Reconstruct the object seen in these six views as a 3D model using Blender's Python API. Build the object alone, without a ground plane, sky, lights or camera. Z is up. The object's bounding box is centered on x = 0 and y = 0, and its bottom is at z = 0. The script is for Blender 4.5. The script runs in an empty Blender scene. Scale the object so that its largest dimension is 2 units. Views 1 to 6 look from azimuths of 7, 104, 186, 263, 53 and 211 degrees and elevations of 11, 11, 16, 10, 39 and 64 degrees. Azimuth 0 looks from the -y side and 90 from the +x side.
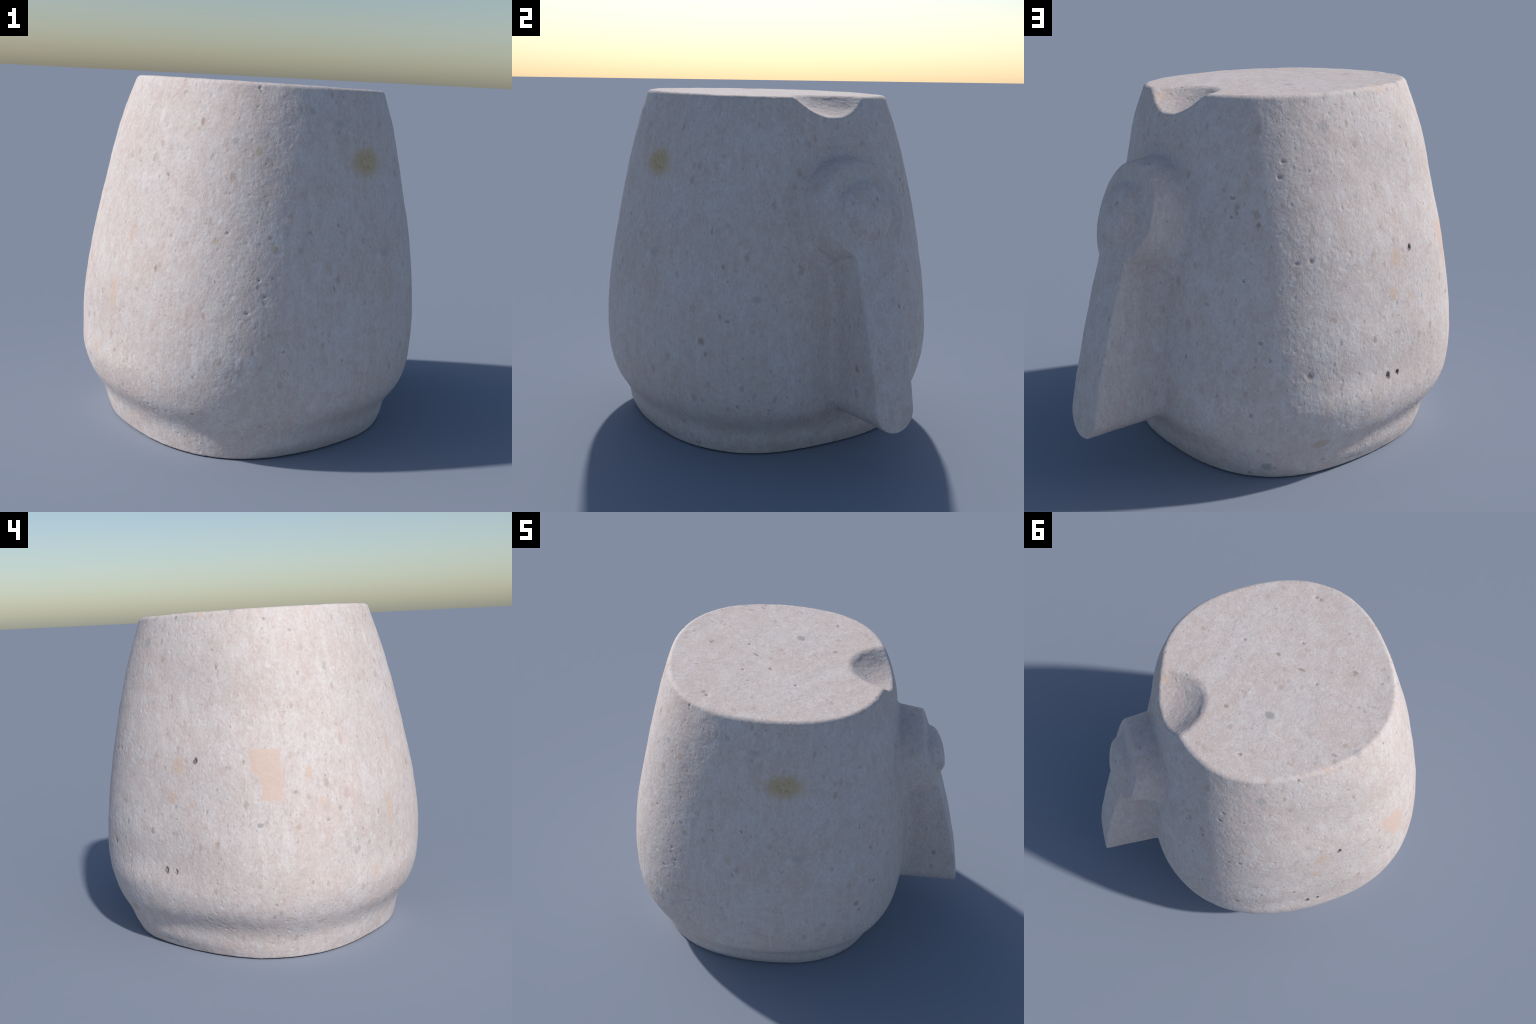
# A carved limestone jar: a four-sided, softly rounded belly on a low foot, a flat
# cut top with a scooped notch at the rim, and below the notch a handle-like lug
# (a round disc with a raised boss, running down into a straight bar).
#
# The shape is described as a distance function (body, notch, lug, boss, fillets);
# a coarse blank is remeshed and its vertices are then pulled onto that surface.
import bpy, bmesh
import numpy as np

VOXEL = 0.0058
RNG = np.random.default_rng(41)

# ------------------------------------------------------------------ body stations
# height, mean radius, then cos/sin weights of the 1st..4th lobe of the cross-section
# (the 4th lobe makes the soft square whose corners lie on the x and y axes)
STATIONS = np.array([
    (0.00, 0.7880, -0.0010, -0.0139, -0.0065, -0.0005, 0.0064, -0.0043, 0.0285, 0.0036),
    (0.07, 0.8151, 0.0008, -0.0075, -0.0067, -0.0047, 0.0052, -0.0050, 0.0245, 0.0062),
    (0.14, 0.8300, -0.0006, -0.0074, -0.0072, -0.0005, 0.0043, -0.0072, 0.0248, 0.0039),
    (0.20, 0.8607, 0.0029, -0.0089, -0.0068, 0.0013, 0.0051, -0.0084, 0.0239, 0.0042),
    (0.26, 0.8988, 0.0049, -0.0111, -0.0045, 0.0036, 0.0028, -0.0076, 0.0215, 0.0020),
    (0.33, 0.9279, 0.0038, -0.0149, -0.0022, 0.0039, -0.0016, -0.0077, 0.0236, 0.0002),
    (0.41, 0.9443, 0.0026, -0.0182, -0.0017, 0.0050, -0.0033, -0.0095, 0.0271, 0.0001),
    (0.52, 0.9470, 0.0044, -0.0171, -0.0035, 0.0096, -0.0061, -0.0063, 0.0355, -0.0007),
    (0.68, 0.9410, -0.0006, -0.0161, -0.0034, 0.0102, 0.0008, -0.0024, 0.0379, 0.0044),
    (0.90, 0.9174, -0.0011, -0.0164, -0.0043, 0.0123, 0.0029, -0.0017, 0.0349, 0.0080),
    (1.15, 0.8756, 0.0004, -0.0125, -0.0037, 0.0110, 0.0029, 0.0014, 0.0343, 0.0091),
    (1.42, 0.8162, 0.0032, -0.0168, -0.0068, 0.0099, 0.0032, -0.0021, 0.0342, 0.0116),
    (1.70, 0.7546, 0.0066, -0.0196, -0.0026, 0.0016, -0.0016, -0.0032, 0.0290, 0.0058),
    (1.97, 0.6739, 0.0115, -0.0209, -0.0008, -0.0020, 0.0005, -0.0027, 0.0207, 0.0058),
])
TOP = (1.949, -0.014, -0.016)          # the cut top leans a little: z = a + b x + c y
SCOOP = (0.780, 2.311, 0.534, 0.389, 0.490)   # outward, height, then the three radii
LUG_AZIMUTH = np.radians(45.8)
FACE_Z = [0.20, 0.32, 0.39, 0.55, 0.66, 0.81, 0.98, 1.18, 1.40, 1.54, 1.66]
FACE_W = [1.302, 1.293, 1.283, 1.250, 1.220, 1.180, 1.128, 1.064, 0.984, 0.930, 0.885]
# hand-worked swells and hollows of the wall: angle, height, reach in degrees, reach in metres, amount
SWELLS = [
    (-35, 1.22, 31, 0.50, 0.036, 3), (148, 1.48, 28, 0.42, 0.019, 2.4), (48, 1.76, 28, 0.20, 0.018, 2.4),
    (-148, 1.50, 22, 0.50, 0.009, 2), (-118, 0.90, 40, 0.70, 0.008, 2),
    (20, 0.80, 14, 0.30, -0.022, 2), (69, 1.02, 12, 0.28, 0.013, 2), (-28, 0.34, 26, 0.14, -0.007, 2), (-43, 0.66, 20, 0.20, 0.009, 2),
    (122, 0.46, 24, 0.16, 0.014, 2), (125, 0.95, 25, 0.45, 0.006, 2), (172, 0.24, 30, 0.12, 0.009, 2), (-75, 0.20, 35, 0.11, 0.011, 2), (10, 0.27, 26, 0.15, 0.010, 2),
    (115, 0.03, 30, 0.09, -0.024, 2), (28, 0.21, 24, 0.12, 0.010, 2), (75, 0.20, 18, 0.10, 0.010, 2), (186, 0.24, 20, 0.10, 0.009, 2),
    (-40, 1.74, 22, 0.18, 0.004, 2), (142, 1.80, 22, 0.18, 0.006, 2), (-152, 1.74, 20, 0.25, 0.003, 2), (12, 1.74, 15, 0.15, 0.010, 2),
    (66, 1.34, 9, 0.34, 0.014, 2), (33, 0.75, 9, 0.36, 0.010, 2), (130, 1.20, 25, 0.40, 0.004, 2),
]


def spline(kn, val):
    """Natural cubic spline through stations, sampled to a fine table."""
    n, h = len(kn), np.diff(kn)
    A, R = np.eye(n), np.zeros((n, val.shape[1]))
    for i in range(1, n - 1):
        A[i, i - 1:i + 2] = h[i - 1], 2 * (h[i - 1] + h[i]), h[i]
        R[i] = 6 * ((val[i + 1] - val[i]) / h[i] - (val[i] - val[i - 1]) / h[i - 1])
    M = np.linalg.solve(A, R)
    z = np.linspace(kn[0], kn[-1], 800)
    i = np.clip(np.searchsorted(kn, z) - 1, 0, n - 2)
    hh = h[i][:, None]
    a = (kn[i + 1] - z)[:, None] / hh
    b = 1 - a
    return z, a * val[i] + b * val[i + 1] + ((a ** 3 - a) * M[i] + (b ** 3 - b) * M[i + 1]) * hh ** 2 / 6


TZ, TV = spline(STATIONS[:, 0], STATIONS[:, 1:])
# beyond the ends the wall simply carries on
TZ = np.r_[-0.2, TZ, 2.2]
TV = np.vstack([TV[0], TV, TV[-1] + (TV[-1] - TV[-40]) / (TZ[-2] - TZ[-41]) * 0.23])

TSLOPE = np.gradient(TV[:, 0], TZ)


def wall_radius_exact(theta, z):
    r = np.interp(z, TZ, TV[:, 0])
    for k in range(1, 5):
        r = r + np.interp(z, TZ, TV[:, 2 * k - 1]) * np.cos(k * theta)
        r = r + np.interp(z, TZ, TV[:, 2 * k]) * np.sin(k * theta)
    for a, h, da, dh, amount, k in SWELLS:
        u = np.abs((theta - np.radians(a) + np.pi) % (2 * np.pi) - np.pi) / np.radians(da)
        r = r + amount * np.exp(-u ** k - np.abs((z - h) / dh) ** k)
    return r


GRID_T, GRID_Z = 1440, 800
GRID = wall_radius_exact(np.arange(GRID_T)[:, None] * 2 * np.pi / GRID_T, np.linspace(-0.2, 2.2, GRID_Z)[None, :])


def wall_radius(theta, z):
    """The same wall, looked up between close-set samples for speed."""
    a = (theta / (2 * np.pi) % 1.0) * GRID_T
    b = np.clip((z + 0.2) / 2.4, 0, 0.9999) * (GRID_Z - 1)
    i, j = a.astype(int), b.astype(int)
    a, b, k, i = a - i, b - j, (i + 1) % GRID_T, i % GRID_T
    return (GRID[i, j] * (1 - a) + GRID[k, j] * a) * (1 - b) + (GRID[i, j + 1] * (1 - a) + GRID[k, j + 1] * a) * b


# ------------------------------------------------------------------ distance function
def round_max(a, b, r):
    return np.minimum(-r, np.maximum(a, b)) + np.hypot(np.maximum(a + r, 0), np.maximum(b + r, 0))


def round_min(a, b, r):
    return -round_max(-a, -b, r)


CW, SW = np.cos(LUG_AZIMUTH), np.sin(LUG_AZIMUTH)
CENTRE_Z = 1.364


def lug_frame(p):
    return p[:, 0] * CW + p[:, 1] * SW, -p[:, 0] * SW + p[:, 1] * CW, p[:, 2]


def body_distance(p):
    x, y, z = p.T
    th = np.arctan2(y, x)
    r = wall_radius(th, z)
    slope = np.interp(z, TZ, TSLOPE)
    side = (np.hypot(x, y) - r) / np.sqrt(1 + slope ** 2)
    d = round_max(side, (z - TOP[0] - TOP[1] * x - TOP[2] * y), 0.020)
    d = round_max(d, -z, 0.006)
    # the scooped notch in the rim
    w, t, _ = lug_frame(p)
    q = np.stack([(w - SCOOP[0]) / SCOOP[2], (t + 0.003) / SCOOP[3], (z - SCOOP[1]) / SCOOP[4]], 1)
    k0 = np.linalg.norm(q, axis=1) + 1e-9
    k1 = np.linalg.norm(q / np.array(SCOOP[2:]), axis=1) + 1e-9
    return round_max(d, -k0 * (k0 - 1) / k1, 0.014)


def face_depth(z):
    return np.interp(z, FACE_Z, FACE_W)


def lug_distance(p, with_boss=True):
    w, t, z = lug_frame(p)
    back = np.clip(face_depth(z) - w, 0, 0.4)
    disc = (np.hypot(t + 0.004, z - CENTRE_Z) - 0.244 - np.where(z > CENTRE_Z, 0.12, 0.12 + 0.80 * np.clip(CENTRE_Z - z, 0, 0.2)) * back) * 0.95
    bar = np.hypot(t - 0.003, z - np.clip(z, 0.370, 1.25)) - 0.122 - 0.01 * back
    plan = round_min(disc, bar, 0.008)
    front = (w - face_depth(z) + 0.40 * t * t) * 0.957
    d = round_max(np.maximum(plan, 0.3 - w), front, 0.010)
    if with_boss:
        rr = np.hypot(t + 0.008, z - 1.366)
        boss = round_max(rr - 0.145, (w - face_depth(z) - 0.066 + 1.2 * rr * rr) * 0.957, 0.034)
        boss = np.maximum(boss, -(w - 0.7))
        d = round_min(d, boss, 0.020)
    return d


def distance(p):
    # tight fillet round the disc, wider where the bar runs into the wall
    low = np.clip((1.22 - p[:, 2]) / 0.15, 0, 1) * np.clip((p[:, 2] - 0.25) / 0.2, 0, 1)
    return round_min(body_distance(p), lug_distance(p), 0.026 + 0.034 * low)


def gradient(f, p, e=0.0015):
    g = np.empty_like(p)
    f0 = f(p)
    for i in range(3):
        o = np.zeros(3)
        o[i] = e
        g[:, i] = (f(p + o) - f0) / e
    return g


# ------------------------------------------------------------------ grain (gradient noise)
def noise(p, scale, seed):
    q = p * scale + seed * 17.31
    c = np.floor(q).astype(np.int64)
    f = q - c
    u = f * f * f * (f * (f * 6 - 15) + 10)
    out = np.zeros(len(p))
    for dx in (0, 1):
        for dy in (0, 1):
            for dz in (0, 1):
                h = (c[:, 0] + dx) * 73856093 ^ (c[:, 1] + dy) * 19349663 ^ (c[:, 2] + dz) * 83492791 ^ seed * 2654435761
                h = (h ^ (h >> 13)) * 1274126177 & 0xffffffff
                h = h ^ (h >> 16)
                g = np.stack([(h & 1023), (h >> 10) & 1023, (h >> 20) & 1023], 1) / 511.5 - 1
                wgt = (u[:, 0] if dx else 1 - u[:, 0]) * (u[:, 1] if dy else 1 - u[:, 1]) * (u[:, 2] if dz else 1 - u[:, 2])
                out += wgt * (g[:, 0] * (f[:, 0] - dx) + g[:, 1] * (f[:, 1] - dy) + g[:, 2] * (f[:, 2] - dz))
    return out


# ------------------------------------------------------------------ named inclusions
# x, y, z on the surface, half-width along the wall, half-height
PITS = [
    (-0.523, -0.583, 1.517, 0.010, 0.009), (-0.341, -0.742, 1.470, 0.010, 0.010), (0.003, -0.914, 1.220, 0.009, 0.009),
    (-0.724, -0.578, 0.787, 0.010, 0.008), (-0.619, -0.699, 0.500, 0.010, 0.009), (0.203, -0.933, 0.920, 0.013, 0.010),
    (0.577, -0.597, 1.186, 0.012, 0.017), (0.527, -0.553, 1.593, 0.010, 0.010), (0.171, -0.930, 1.000, 0.009, 0.011),
    (0.123, -0.967, 0.836, 0.013, 0.008), (-0.482, -0.576, 1.651, 0.010, 0.010), (0.103, -0.721, 1.931, 0.008, 0.010),
    (0.312, -0.916, 0.642, 0.008, 0.009), (0.748, -0.493, 0.809, 0.010, 0.014), (0.973, -0.076, 0.606, 0.012, 0.014),
    (0.941, 0.091, 0.323, 0.014, 0.013), (0.833, 0.308, 1.176, 0.008, 0.008), (0.883, 0.262, 1.018, 0.011, 0.011),
    (0.964, 0.042, 0.791, 0.017, 0.011), (0.931, -0.203, 0.741, 0.010, 0.010), (0.837, -0.189, 1.282, 0.012, 0.010),
    (0.649, -0.375, 1.709, 0.010, 0.008), (0.723, 0.166, 1.815, 0.008, 0.012), (0.512, -0.665, 1.190, 0.013, 0.016),
    (-0.099, 0.798, 1.572, 0.013, 0.011), (-0.113, 0.775, 1.642, 0.012, 0.009), (-0.248, 0.843, 1.178, 0.013, 0.013),
    (-0.184, 0.869, 1.173, 0.013, 0.009), (-0.249, 0.913, 0.621, 0.020, 0.019), (-0.019, 0.955, 0.802, 0.014, 0.013),
    (0.033, 0.967, 0.431, 0.014, 0.013), (0.128, 0.828, 1.387, 0.009, 0.009), (0.291, 0.644, 1.800, 0.010, 0.013),
    (0.064, 0.905, 1.095, 0.008, 0.011), (-0.889, -0.328, 0.864, 0.012, 0.012), (-0.927, -0.249, 0.812, 0.012, 0.008),
    (-0.655, 0.355, 1.533, 0.009, 0.009), (-0.752, 0.013, 1.776, 0.008, 0.008), (0.310, -0.120, 1.945, 0.010, 0.009),
    (0.001, -0.278, 1.956, 0.010, 0.009), (0.105, -0.602, 1.961, 0.013, 0.009), (-0.208, -0.078, 1.955, 0.009, 0.010),
    (-0.076, 0.529, 1.938, 0.011, 0.010), (0.907, -0.245, 0.798, 0.012, 0.020), (0.691, 0.560, 0.972, 0.009, 0.030),
]
HOLES = [(-0.721, 0.437, 1.148, 0.009, 0.013), (-0.631, 0.632, 0.520, 0.010, 0.014), (-0.676, 0.578, 0.517, 0.009, 0.010)]
CLASTS = {
    "brown": [
        (-0.174, -0.749, 1.754, 0.013, 0.024), (-0.367, -0.844, 0.993, 0.013, 0.032), (0.388, -0.769, 1.232, 0.020, 0.014),
        (0.206, -0.878, 1.211, 0.014, 0.011), (-0.138, -0.923, 0.275, 0.013, 0.010), (0.848, -0.222, 1.173, 0.023, 0.022),
        (0.924, 0.007, 1.069, 0.013, 0.017), (0.966, -0.100, 0.673, 0.020, 0.023), (0.605, 0.403, 1.714, 0.017, 0.022),
        (0.910, -0.141, 1.009, 0.014, 0.013), (0.816, 0.408, 0.331, 0.011, 0.010), (-0.556, 0.689, 0.740, 0.015, 0.020),
        (0.121, 0.810, 1.475, 0.013, 0.009), (-0.004, 0.857, 1.357, 0.011, 0.018), (0.242, 0.877, 0.969, 0.016, 0.014),
        (-0.707, 0.023, 1.899, 0.012, 0.012), (0.083, -0.139, 1.950, 0.014, 0.011), (-0.087, -0.115, 1.953, 0.026, 0.010),
        (0.064, -0.599, 1.962, 0.014, 0.013), (-0.362, -0.260, 1.963, 0.015, 0.010), (0.154, 0.310, 1.938, 0.016, 0.012),
        (0.852, 0.718, 0.560, 0.016, 0.026)],
    "tan": [
        (-0.188, -0.755, 1.718, 0.011, 0.012), (0.124, -0.812, 1.625, 0.017, 0.028), (-0.053, -0.919, 1.179, 0.018, 0.016),
        (0.483, -0.731, 1.050, 0.032, 0.040), (0.234, -0.879, 1.152, 0.020, 0.019), (0.360, 0.768, 1.189, 0.022, 0.030),
        (-0.361, 0.832, 0.887, 0.014, 0.021), (-0.301, 0.831, 0.222, 0.050, 0.030), (-0.868, -0.151, 1.262, 0.010, 0.022),
        (-0.963, -0.081, 0.793, 0.015, 0.019), (-0.954, 0.141, 0.474, 0.016, 0.015), (0.605, 0.775, 1.500, 0.014, 0.022)],
    "grey": [
        (0.006, -0.811, 1.671, 0.018, 0.017), (0.753, -0.411, 1.095, 0.055, 0.034), (0.493, -0.543, 1.770, 0.030, 0.020),
        (0.361, -0.640, 1.832, 0.018, 0.020), (0.926, 0.188, 0.906, 0.030, 0.020), (-0.291, 0.648, 1.791, 0.028, 0.030),
        (0.109, 0.961, 0.657, 0.013, 0.015), (-0.730, -0.290, 1.628, 0.016, 0.028), (-0.858, -0.413, 0.609, 0.013, 0.020),
        (-0.627, 0.185, 1.958, 0.026, 0.024), (0.063, 0.415, 1.937, 0.016, 0.016), (-0.565, -0.115, 1.964, 0.014, 0.012)],
    "slate": [
        (-0.023, 0.847, 0.080, 0.030, 0.030), (-0.315, 0.770, 0.099, 0.017, 0.015), (0.069, 0.815, 0.028, 0.015, 0.014),
        (-0.454, 0.653, 0.049, 0.040, 0.010), (-0.935, -0.076, 0.981, 0.014, 0.011), (-0.938, 0.121, 0.812, 0.018, 0.012),
        (-0.091, 0.236, 1.947, 0.031, 0.025), (-0.525, 0.261, 1.954, 0.016, 0.009)],
    "orange": [
        (-0.641, -0.662, 0.804, 0.032, 0.095), (-0.535, -0.682, 1.137, 0.022, 0.060), (0.958, 0.075, 0.823, 0.008, 0.008),
        (-0.908, -0.155, 1.077, 0.018, 0.042), (-0.922, -0.218, 0.918, 0.012, 0.026), (-0.731, 0.466, 0.898, 0.020, 0.020),
        (-0.635, 0.565, 0.940, 0.036, 0.045), (-0.645, 0.520, 1.115, 0.044, 0.058), (-0.770, -0.544, 0.467, 0.022, 0.040),
        (0.560, 0.330, 1.905, 0.030, 0.020), (0.470, 0.420, 1.846, 0.010, 0.014), (-0.536, 0.356, 1.938, 0.020, 0.016)],
    "pink": [
        (-0.489, 0.522, 1.641, 0.013, 0.014), (-0.467, 0.465, 1.867, 0.016, 0.024), (-0.855, -0.369, 0.940, 0.022, 0.036),
        (-0.812, 0.262, 1.192, 0.015, 0.014), (-0.800, -0.353, 1.223, 0.016, 0.040), (-0.129, 0.478, 1.940, 0.028, 0.012),
        (-0.349, 0.439, 1.946, 0.026, 0.010)],
    "white": [
        (-0.127, -0.986, 0.568, 0.020, 0.055), (-0.039, -0.900, 1.275, 0.010, 0.036), (-0.415, -0.598, 1.755, 0.018, 0.060),
        (-0.786, 0.024, 1.652, 0.018, 0.016), (-0.781, -0.518, 0.681, 0.016, 0.014), (0.117, 0.117, 1.944, 0.010, 0.009),
        (0.138, 0.170, 1.942, 0.009, 0.008), (0.087, 0.164, 1.943, 0.010, 0.009), (-0.257, -0.067, 1.956, 0.020, 0.012)],
}


# ------------------------------------------------------------------ blank
def mesh_object(name, verts, faces):
    me = bpy.data.meshes.new(name)
    me.from_pydata([tuple(v) for v in verts], [], faces)
    ob = bpy.data.objects.new(name, me)
    bpy.context.scene.collection.objects.link(ob)
    return ob


def prism(outline_inner, outline_outer):
    n = len(outline_inner)
    f = [tuple(range(n)), tuple(reversed(range(n, 2 * n)))]
    f += [(i, i + n, (i + 1) % n + n, (i + 1) % n) for i in range(n)]
    return list(outline_inner) + list(outline_outer), f


def build_blank():
    """Rough closed volumes of body and lug, fused by a voxel remesh."""
    verts, faces, n, m = [], [], 160, 90
    th = np.linspace(0, 2 * np.pi, n, endpoint=False)
    for j in range(m + 1):
        s = j / m
        z = np.full(n, s * 1.949)
        z = z + s ** 6 * 0.7 * (TOP[1] * np.cos(th) + TOP[2] * np.sin(th))
        r = wall_radius(th, z)
        verts += list(np.stack([r * np.cos(th), r * np.sin(th), z], 1))
    for j in range(m):
        for i in range(n):
            k = (i + 1) % n
            faces.append((j * n + i, j * n + k, (j + 1) * n + k, (j + 1) * n + i))
    faces += [tuple(reversed(range(n))), tuple(range(m * n, m * n + n))]
    body = mesh_object("blank", verts, faces)

    def slab(points):
        inner = [(0.35 * CW - t * SW, 0.35 * SW + t * CW, z) for t, z in points]
        outer = [(w * CW - t * SW, w * SW + t * CW, z) for t, z in points for w in [float(face_depth(z))]]
        v, f = prism(inner, outer)
        return v, f
    a = np.linspace(0, 2 * np.pi, 60, endpoint=False)
    disc = slab([(0.25 * np.cos(x), CENTRE_Z + 0.25 * np.sin(x)) for x in a])
    b = np.linspace(np.pi, 2 * np.pi, 25)
    side = [(0.121, z) for z in np.linspace(0.45, 1.35, 12)]
    bar = slab([(0.121 * np.cos(x), 0.372 + 0.121 * np.sin(x)) for x in b] + side + [(-t, z) for t, z in reversed(side)])
    parts = [body] + [mesh_object("blank", *s) for s in (disc, bar)]
    for ob in parts:
        bm = bmesh.new()
        bm.from_mesh(ob.data)
        bmesh.ops.triangulate(bm, faces=[f for f in bm.faces if len(f.verts) > 4])
        bmesh.ops.recalc_face_normals(bm, faces=bm.faces)
        bm.to_mesh(ob.data)
        bm.free()
    # scoop
    bm = bmesh.new()
    bmesh.ops.create_uvsphere(bm, u_segments=48, v_segments=32, radius=1)
    me = bpy.data.meshes.new("scoop")
    bm.to_mesh(me)
    bm.free()
    scoop = bpy.data.objects.new("scoop", me)
    bpy.context.scene.collection.objects.link(scoop)
    scoop.location = (SCOOP[0] * CW, SCOOP[0] * SW, SCOOP[1])
    scoop.rotation_euler = (0, 0, LUG_AZIMUTH)
    scoop.scale = SCOOP[2:]
    mod = body.modifiers.new("scoop", "BOOLEAN")
    mod.operation, mod.solver, mod.object = "DIFFERENCE", "EXACT", scoop
    bpy.context.view_layer.update()
    dg = bpy.context.evaluated_depsgraph_get()
    bm = bmesh.new()
    bm.from_mesh(body.evaluated_get(dg).to_mesh())
    for ob in parts[1:]:
        bm.from_mesh(ob.data)
    me = bpy.data.meshes.new("blank_joined")
    bm.to_mesh(me)
    bm.free()
    ob = bpy.data.objects.new("blank_joined", me)
    bpy.context.scene.collection.objects.link(ob)
    mod = ob.modifiers.new("remesh", "REMESH")
    mod.mode, mod.voxel_size = "VOXEL", VOXEL
    bpy.context.view_layer.update()
    dg = bpy.context.evaluated_depsgraph_get()
    out = ob.evaluated_get(dg).to_mesh()
    n = len(out.vertices)
    v = np.empty(n * 3)
    out.vertices.foreach_get("co", v)
    polys = np.empty(len(out.loops), dtype=np.int64)
    out.loops.foreach_get("vertex_index", polys)
    tot = np.empty(len(out.polygons), dtype=np.int64)
    out.polygons.foreach_get("loop_total", tot)
    assert (tot == 4).all()
    ob.evaluated_get(dg).to_mesh_clear()
    for o in parts + [scoop, ob]:
        bpy.data.objects.remove(o)
    return v.reshape(-1, 3), polys.reshape(-1, 4)


def project(v, steps):
    for _ in range(steps):
        d = distance(v)
        g = gradient(distance, v)
        g2 = np.maximum((g * g).sum(1), 0.2)
        v = v - g * np.clip(d / g2, -0.02, 0.02)[:, None]
    return v


def relax(v, quads, amount):
    s, c = np.zeros_like(v), np.zeros(len(v))
    for a, b in ((0, 1), (1, 2), (2, 3), (3, 0)):
        i, j = quads[:, a], quads[:, b]
        for k in range(3):
            s[:, k] += np.bincount(i, v[j, k], len(v)) + np.bincount(j, v[i, k], len(v))
        c += np.bincount(i, minlength=len(v)) + np.bincount(j, minlength=len(v))
    return v + (s / c[:, None] - v) * amount


def grain(v, n):
    """Tool-worn relief: broad swells, hammered pitting, loose pits, the named pits."""
    d = 0.0035 * noise(v, 4.0, 3) + 0.0022 * noise(v, 11.0, 4)
    flat = np.clip((n[:, 2] - 0.6) / 0.3, 0, 1)
    rough = np.clip(0.75 + 1.1 * noise(v, 3.2, 12), 0.25, 1.3)
    stretch = np.array([1, 1, 0.72])
    d += rough * (1 - 0.35 * flat) * (0.0013 * noise(v * stretch, 38.0, 5) + 0.0009 * noise(v * stretch, 70.0, 6))
    pit = noise(v, 46.0, 9)
    d -= 0.0022 * np.clip(pit - 0.32, 0, 0.3) * (1 - 0.5 * flat) / 0.3
    def dent(c, rt, rz, deep):
        reach = 1.7 * max(rt, rz)
        i = np.nonzero(np.abs(v[:, 2] - c[2]) < reach)[0]
        q = v[i] - c
        keep = np.abs(q[:, 0]) + np.abs(q[:, 1]) < 2 * reach
        i, q = i[keep], q[keep]
        m = np.sqrt((q[:, 0] ** 2 + q[:, 1] ** 2) / rt ** 2 + (q[:, 2] / rz) ** 2)
        d[i] -= deep * np.exp(-1.3 * m ** 3)

    for x, y, z, rt, rz in PITS:
        dent(np.array([x, y, z]), rt * 1.05, max(rz, 0.009) if z < 1.92 else rt, 0.0055)
    for x, y, z, rt, rz in HOLES:
        dent(np.array([x, y, z]), rt, rz, 0.016)
    pick = RNG.choice(len(v), 420, replace=False)
    for i in pick:
        dent(v[i].copy(), RNG.uniform(0.006, 0.010), RNG.uniform(0.006, 0.012), RNG.uniform(0.001, 0.0028))
    w, t, z = lug_frame(v)
    cut = np.sqrt(((w - SCOOP[0]) / SCOOP[2]) ** 2 + ((t + 0.003) / SCOOP[3]) ** 2 + ((z - SCOOP[1]) / SCOOP[4]) ** 2)
    broken = np.clip((1.03 - cut) / 0.03, 0, 1)
    d += broken * (0.0020 * noise(v, 16.0, 21) + 0.0016 * noise(v, 44.0, 22) - 0.0020 * np.clip(noise(v, 60.0, 23) - 0.15, 0, 1))
    # thin scored line under the notch
    line = np.exp(-((z - 1.679 - 0.006 * np.sin(t * 40)) / 0.006) ** 2) * np.clip((0.085 - np.abs(t - 0.002)) / 0.02, 0, 1) * (w > 0.6)
    d -= 0.006 * line
    return d


# ------------------------------------------------------------------ material
class Nodes:
    def __init__(self, tree):
        self.t = tree

    def new(self, kind, **props):
        n = self.t.nodes.new(kind)
        for k, v in props.items():
            setattr(n, k, v)
        return n

    def put(self, sock, v):
        if isinstance(v, bpy.types.NodeSocket):
            self.t.links.new(v, sock)
        elif v is not None:
            sock.default_value = v

    def vec(self, op, a, b=None):
        n = self.new("ShaderNodeVectorMath", operation=op)
        self.put(n.inputs[0], a)
        if b is not None:
            self.put(n.inputs[1], b)
        return n.outputs["Value"] if op in ("LENGTH", "DISTANCE", "DOT_PRODUCT") else n.outputs[0]

    def math(self, op, a, b=None, clamp=False):
        n = self.new("ShaderNodeMath", operation=op, use_clamp=clamp)
        self.put(n.inputs[0], a)
        if b is not None:
            self.put(n.inputs[1], b)
        return n.outputs[0]

    def ramp(self, v, lo, hi, to0=0.0, to1=1.0):
        n = self.new("ShaderNodeMapRange", interpolation_type="SMOOTHSTEP")
        for i, x in enumerate((v, lo, hi, to0, to1)):
            self.put(n.inputs[i], x)
        return n.outputs[0]

    def noise(self, vec, scale, detail=2.0, rough=0.5, color=False):
        n = self.new("ShaderNodeTexNoise")
        self.put(n.inputs["Vector"], vec)
        n.inputs["Scale"].default_value = scale
        n.inputs["Detail"].default_value = detail
        n.inputs["Roughness"].default_value = rough
        return n.outputs["Color"] if color else n.outputs[0]

    def voronoi(self, vec, scale):
        n = self.new("ShaderNodeTexVoronoi")
        self.put(n.inputs["Vector"], vec)
        n.inputs["Scale"].default_value = scale
        return n.outputs["Distance"], n.outputs["Color"]

    def mix(self, f, a, b, mode="MIX"):
        n = self.new("ShaderNodeMix", data_type="RGBA", blend_type=mode)
        self.put(n.inputs[0], f)
        self.put(n.inputs[6], a if isinstance(a, bpy.types.NodeSocket) else (*a, 1))
        self.put(n.inputs[7], b if isinstance(b, bpy.types.NodeSocket) else (*b, 1))
        return n.outputs[2]


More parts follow.
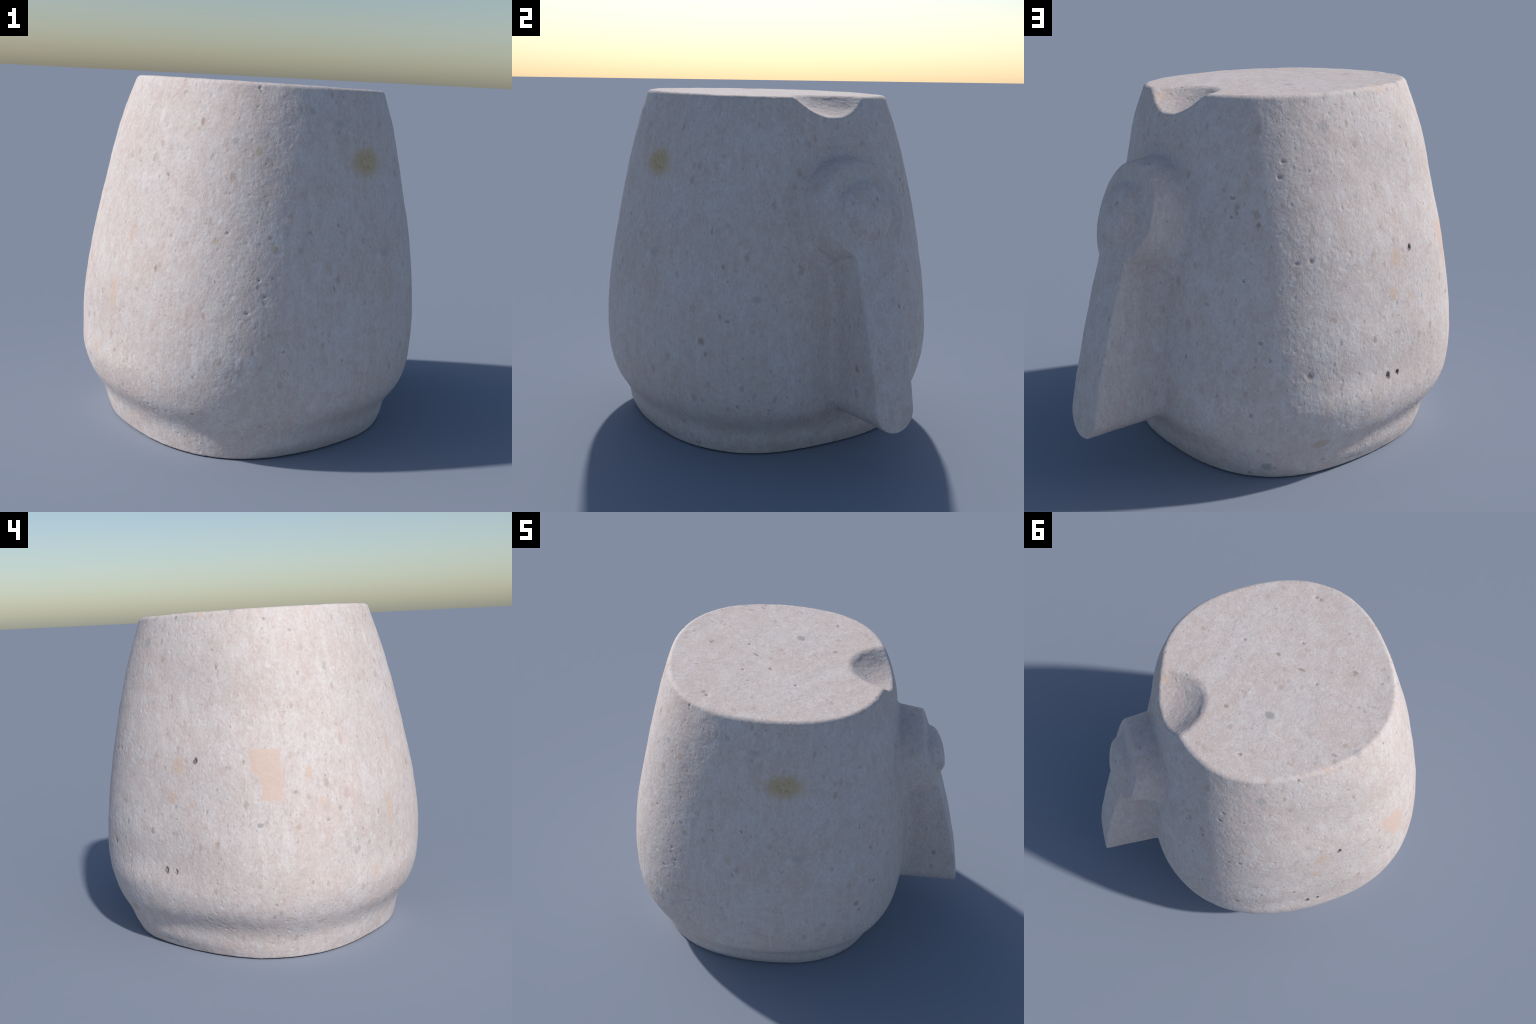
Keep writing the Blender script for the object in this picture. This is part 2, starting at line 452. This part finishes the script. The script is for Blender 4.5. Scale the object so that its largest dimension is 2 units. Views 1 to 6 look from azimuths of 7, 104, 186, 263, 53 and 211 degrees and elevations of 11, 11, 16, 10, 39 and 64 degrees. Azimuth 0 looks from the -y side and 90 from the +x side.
TINT = {
    "brown": (0.37, 0.28, 0.235), "tan": (0.53, 0.425, 0.345), "grey": (0.44, 0.43, 0.43), "slate": (0.34, 0.335, 0.335),
    "orange": (0.645, 0.505, 0.43), "pink": (0.56, 0.43, 0.39), "white": (0.82, 0.80, 0.79),
}
AMOUNT = {"brown": 0.75, "tan": 0.75, "grey": 0.65, "slate": 0.75, "orange": 0.95, "pink": 0.65, "white": 0.4}


def stone_material():
    mat = bpy.data.materials.new("pale_speckled_limestone")
    mat.use_nodes = True
    mat.node_tree.nodes.clear()
    N = Nodes(mat.node_tree)
    pos = N.new("ShaderNodeTexCoord").outputs["Object"]
    warp = N.vec("SUBTRACT", N.noise(pos, 38, 2, 0.6, True), (0.5, 0.5, 0.5))
    near = N.vec("ADD", pos, N.vec("MULTIPLY", warp, (0.022, 0.022, 0.022)))
    tall = N.vec("MULTIPLY", near, (1.0, 1.0, 0.6))

    # ground mass: pale grey-white limestone clouded with rose and beige
    cloud = N.noise(pos, 4.5, 3, 0.6)
    col = N.mix(N.ramp(cloud, 0.34, 0.64), (0.658, 0.598, 0.582), (0.645, 0.556, 0.526))
    col = N.mix(N.ramp(N.noise(N.vec("ADD", pos, (4.0, 9.0, 2.0)), 2.3, 3, 0.55), 0.46, 0.64, 0, 0.45), col, (0.615, 0.505, 0.460))
    mott = N.noise(tall, 19, 4, 0.68)
    col = N.mix(N.ramp(mott, 0.48, 0.70, 0, 0.60), col, (0.585, 0.487, 0.460))
    col = N.mix(N.ramp(mott, 0.50, 0.32, 0, 0.60), col, (0.685, 0.645, 0.635))
    veil = N.noise(N.vec("ADD", tall, (11.0, 3.0, 7.0)), 36, 3, 0.6)
    col = N.mix(N.ramp(veil, 0.52, 0.72, 0, 0.42), col, (0.520, 0.450, 0.432))
    col = N.mix(N.ramp(veil, 0.46, 0.30, 0, 0.35), col, (0.70, 0.665, 0.655))
    streak = N.noise(N.vec("MULTIPLY", pos, (1.0, 1.0, 0.13)), 17, 3, 0.6)
    col = N.mix(N.ramp(streak, 0.54, 0.70, 0, 0.35), col, (0.72, 0.69, 0.68))
    fine = N.noise(tall, 80, 3, 0.65)
    col = N.mix(N.ramp(fine, 0.48, 0.72, 0, 0.42), col, (0.490, 0.420, 0.400))
    col = N.mix(N.ramp(fine, 0.48, 0.30, 0, 0.42), col, (0.745, 0.712, 0.702))

    # scattered clasts of several sizes, each keyed by its own cell value
    crowd = N.ramp(N.noise(pos, 6.5, 3, 0.6), 0.36, 0.58, 0.25, 1.0)

    def scatter(scale, share, size, colour, amount, col, offset):
        v = N.vec("ADD", tall, offset)
        d, c = N.voronoi(v, scale)
        cell = N.new("ShaderNodeSeparateColor")
        N.put(cell.inputs[0], c)
        here = N.math("LESS_THAN", cell.outputs[0], share)
        rad = N.math("MULTIPLY_ADD", cell.outputs[1], size * 0.7)
        N.put(rad.node.inputs[2], size * 0.45)
        m = N.ramp(N.math("DIVIDE", d, rad), 1.25, 0.5)
        m = N.math("MULTIPLY", N.math("MULTIPLY", m, here), crowd)
        return N.mix(N.math("MULTIPLY", m, amount), col, colour), m
    col, _ = scatter(11, 0.22, 0.30, (0.58, 0.465, 0.42), 0.45, col, (3.1, 0.7, 0.2))
    col, _ = scatter(20, 0.20, 0.34, (0.45, 0.345, 0.295), 0.55, col, (0.3, 5.7, 1.2))
    col, _ = scatter(26, 0.16, 0.34, (0.46, 0.43, 0.425), 0.45, col, (7.3, 2.7, 4.2))
    col, _ = scatter(34, 0.06, 0.30, (0.76, 0.74, 0.73), 0.45, col, (1.3, 9.7, 6.2))
    col, specks = scatter(30, 0.075, 0.25, (0.30, 0.255, 0.24), 0.62, col, (5.3, 4.7, 8.2))
    col, small = scatter(58, 0.16, 0.28, (0.34, 0.285, 0.265), 0.55, col, (2.3, 8.7, 3.2))

    def spots(table, grow=1.0, lo=1.3, hi=0.6):
        total = None
        for x, y, z, rt, rz in table:
            q = N.vec("SUBTRACT", near, (x, y, z))
            if z > 1.92:
                scale = (1 / (rt * grow), 1 / (max(rz, 0.008) * grow), 1 / 0.05)
            else:
                scale = (1 / (rt * grow), 1 / (rt * grow), 1 / (rz * grow))
            m = N.ramp(N.vec("LENGTH", N.vec("MULTIPLY", q, scale)), lo, hi)
            total = m if total is None else N.math("MAXIMUM", total, m)
        return total
    for kind, table in CLASTS.items():
        col = N.mix(N.math("MULTIPLY", spots(table), AMOUNT[kind]), col, TINT[kind])

    # the filled patch on the sunny flank, roughly rectangular with a bite at one side
    edge = N.vec("ADD", pos, N.vec("MULTIPLY", warp, (0.03, 0.03, 0.03)))
    q = N.vec("SUBTRACT", edge, (-0.9, 0.076, 1.078))
    s = N.new("ShaderNodeSeparateXYZ")
    N.put(s.inputs[0], q)
    my = N.ramp(N.math("ABSOLUTE", s.outputs[1]), 0.090, 0.076)
    mz = N.ramp(N.math("ABSOLUTE", s.outputs[2]), 0.144, 0.132)
    mx = N.ramp(N.math("ABSOLUTE", s.outputs[0]), 0.2, 0.15)
    bite = N.ramp(N.vec("LENGTH", N.vec("MULTIPLY", N.vec("SUBTRACT", edge, (-0.91, 0.172, 1.005)), (0.4, 14, 10.5))), 0.9, 1.1)
    patch = N.math("MULTIPLY", N.math("MULTIPLY", my, mz), N.math("MULTIPLY", mx, bite))
    col = N.mix(N.math("MULTIPLY", patch, 0.95), col, (0.665, 0.520, 0.450))

    # lichen-yellow stain
    q = N.vec("LENGTH", N.vec("MULTIPLY", N.vec("SUBTRACT", near, (0.632, -0.437, 1.575)), (7.2, 7.2, 10.8)))
    stain = N.math("MULTIPLY", N.ramp(q, 1.15, 0.35), N.ramp(N.noise(pos, 45, 3, 0.7), 0.25, 0.6, 0.55, 1.0))
    col = N.mix(N.math("MULTIPLY", stain, 0.8), col, (0.56, 0.415, 0.20))
    core = N.math("MULTIPLY", N.ramp(q, 0.75, 0.3), N.ramp(N.noise(pos, 60, 2, 0.6), 0.5, 0.65))
    col = N.mix(N.math("MULTIPLY", core, 0.5), col, (0.30, 0.27, 0.17))

    pits = spots(PITS, 0.85)
    col = N.mix(N.math("MULTIPLY", pits, 0.55), col, (0.25, 0.22, 0.21))
    holes = spots(HOLES, 1.5)
    col = N.mix(N.math("MULTIPLY", holes, 0.85), col, (0.10, 0.10, 0.105))

    # fine grain
    h = N.math("ADD", N.math("MULTIPLY", N.noise(tall, 120, 3, 0.6), 0.9), N.math("MULTIPLY", N.noise(pos, 55, 2, 0.5), 0.8))
    h = N.math("SUBTRACT", h, N.math("ADD", N.math("MULTIPLY", specks, 0.5), N.math("MULTIPLY", small, 0.35)))
    bump = N.new("ShaderNodeBump")
    bump.inputs["Strength"].default_value = 0.3
    bump.inputs["Distance"].default_value = 0.006
    N.put(bump.inputs["Height"], h)

    bsdf = N.new("ShaderNodeBsdfPrincipled")
    N.put(bsdf.inputs["Base Color"], col)
    bsdf.inputs["Roughness"].default_value = 0.85
    bsdf.inputs["Specular IOR Level"].default_value = 0.25
    N.put(bsdf.inputs["Normal"], bump.outputs[0])
    out = N.new("ShaderNodeOutputMaterial")
    N.put(out.inputs[0], bsdf.outputs[0])
    return mat


# ------------------------------------------------------------------ assemble
def vertex_normals(v, quads):
    fn = np.cross(v[quads[:, 2]] - v[quads[:, 0]], v[quads[:, 3]] - v[quads[:, 1]])
    n = np.zeros_like(v)
    for a in range(4):
        for k in range(3):
            n[:, k] += np.bincount(quads[:, a], fn[:, k], len(v))
    return n / np.maximum(np.linalg.norm(n, axis=1), 1e-12)[:, None]


def main():
    v, quads = build_blank()
    v = project(v, 5)
    for _ in range(2):
        v = project(relax(v, quads, 0.5), 2)
    smooth = gradient(distance, v)
    smooth /= np.maximum(np.linalg.norm(smooth, axis=1), 1e-9)[:, None]
    v = v + smooth * grain(v, smooth)[:, None]
    v[:, 2] -= v[:, 2].min()
    normals = vertex_normals(v, quads)

    # regions
    c = v[quads].mean(1)
    w, t, z = lug_frame(c)
    on_lug = lug_distance(c) < body_distance(c)
    on_boss = on_lug & (np.hypot(t + 0.008, z - 1.366) < 0.155) & (w > face_depth(z) + 0.004)
    top = (c[:, 2] > TOP[0] + TOP[1] * c[:, 0] + TOP[2] * c[:, 1] - 0.010) & (np.hypot(c[:, 0], c[:, 1]) < 0.75) & ~on_lug
    cut = np.sqrt(((w - SCOOP[0]) / SCOOP[2]) ** 2 + ((t + 0.003) / SCOOP[3]) ** 2 + ((z - SCOOP[1]) / SCOOP[4]) ** 2) < 1.02
    foot = (z < 0.165) & ~on_lug
    region = np.zeros(len(quads), dtype=int)
    region[top] = 1
    region[cut & ~on_lug] = 2
    region[foot] = 3
    region[on_lug] = 4
    region[on_boss] = 5

    mat = stone_material()
    jar = bpy.data.objects.new("stone_jar", None)
    jar.empty_display_size = 0.3
    bpy.context.scene.collection.objects.link(jar)
    jar["label"] = "pale speckled limestone jar with carved lug handle and notched flat top"
    jar["category"] = "stone jar"
    made = {}
    for k, name in enumerate(("body", "top_face", "rim_notch", "foot", "handle", "boss")):
        q = quads[region == k]
        used, inv = np.unique(q, return_inverse=True)
        q = inv.reshape(-1, 4)
        me = bpy.data.meshes.new(name)
        me.vertices.add(len(used))
        me.vertices.foreach_set("co", v[used].ravel())
        me.loops.add(q.size)
        me.loops.foreach_set("vertex_index", q.ravel().astype(np.int32))
        me.polygons.add(len(q))
        me.polygons.foreach_set("loop_start", np.arange(0, q.size, 4, dtype=np.int32))
        me.polygons.foreach_set("use_smooth", np.ones(len(q), dtype=bool))
        me.update(calc_edges=True)
        me.validate()
        me.normals_split_custom_set_from_vertices(normals[used])
        me.materials.append(mat)
        ob = bpy.data.objects.new(name, me)
        bpy.context.scene.collection.objects.link(ob)
        made[name] = ob
        ob.parent = made["handle"] if name == "boss" else jar


main()
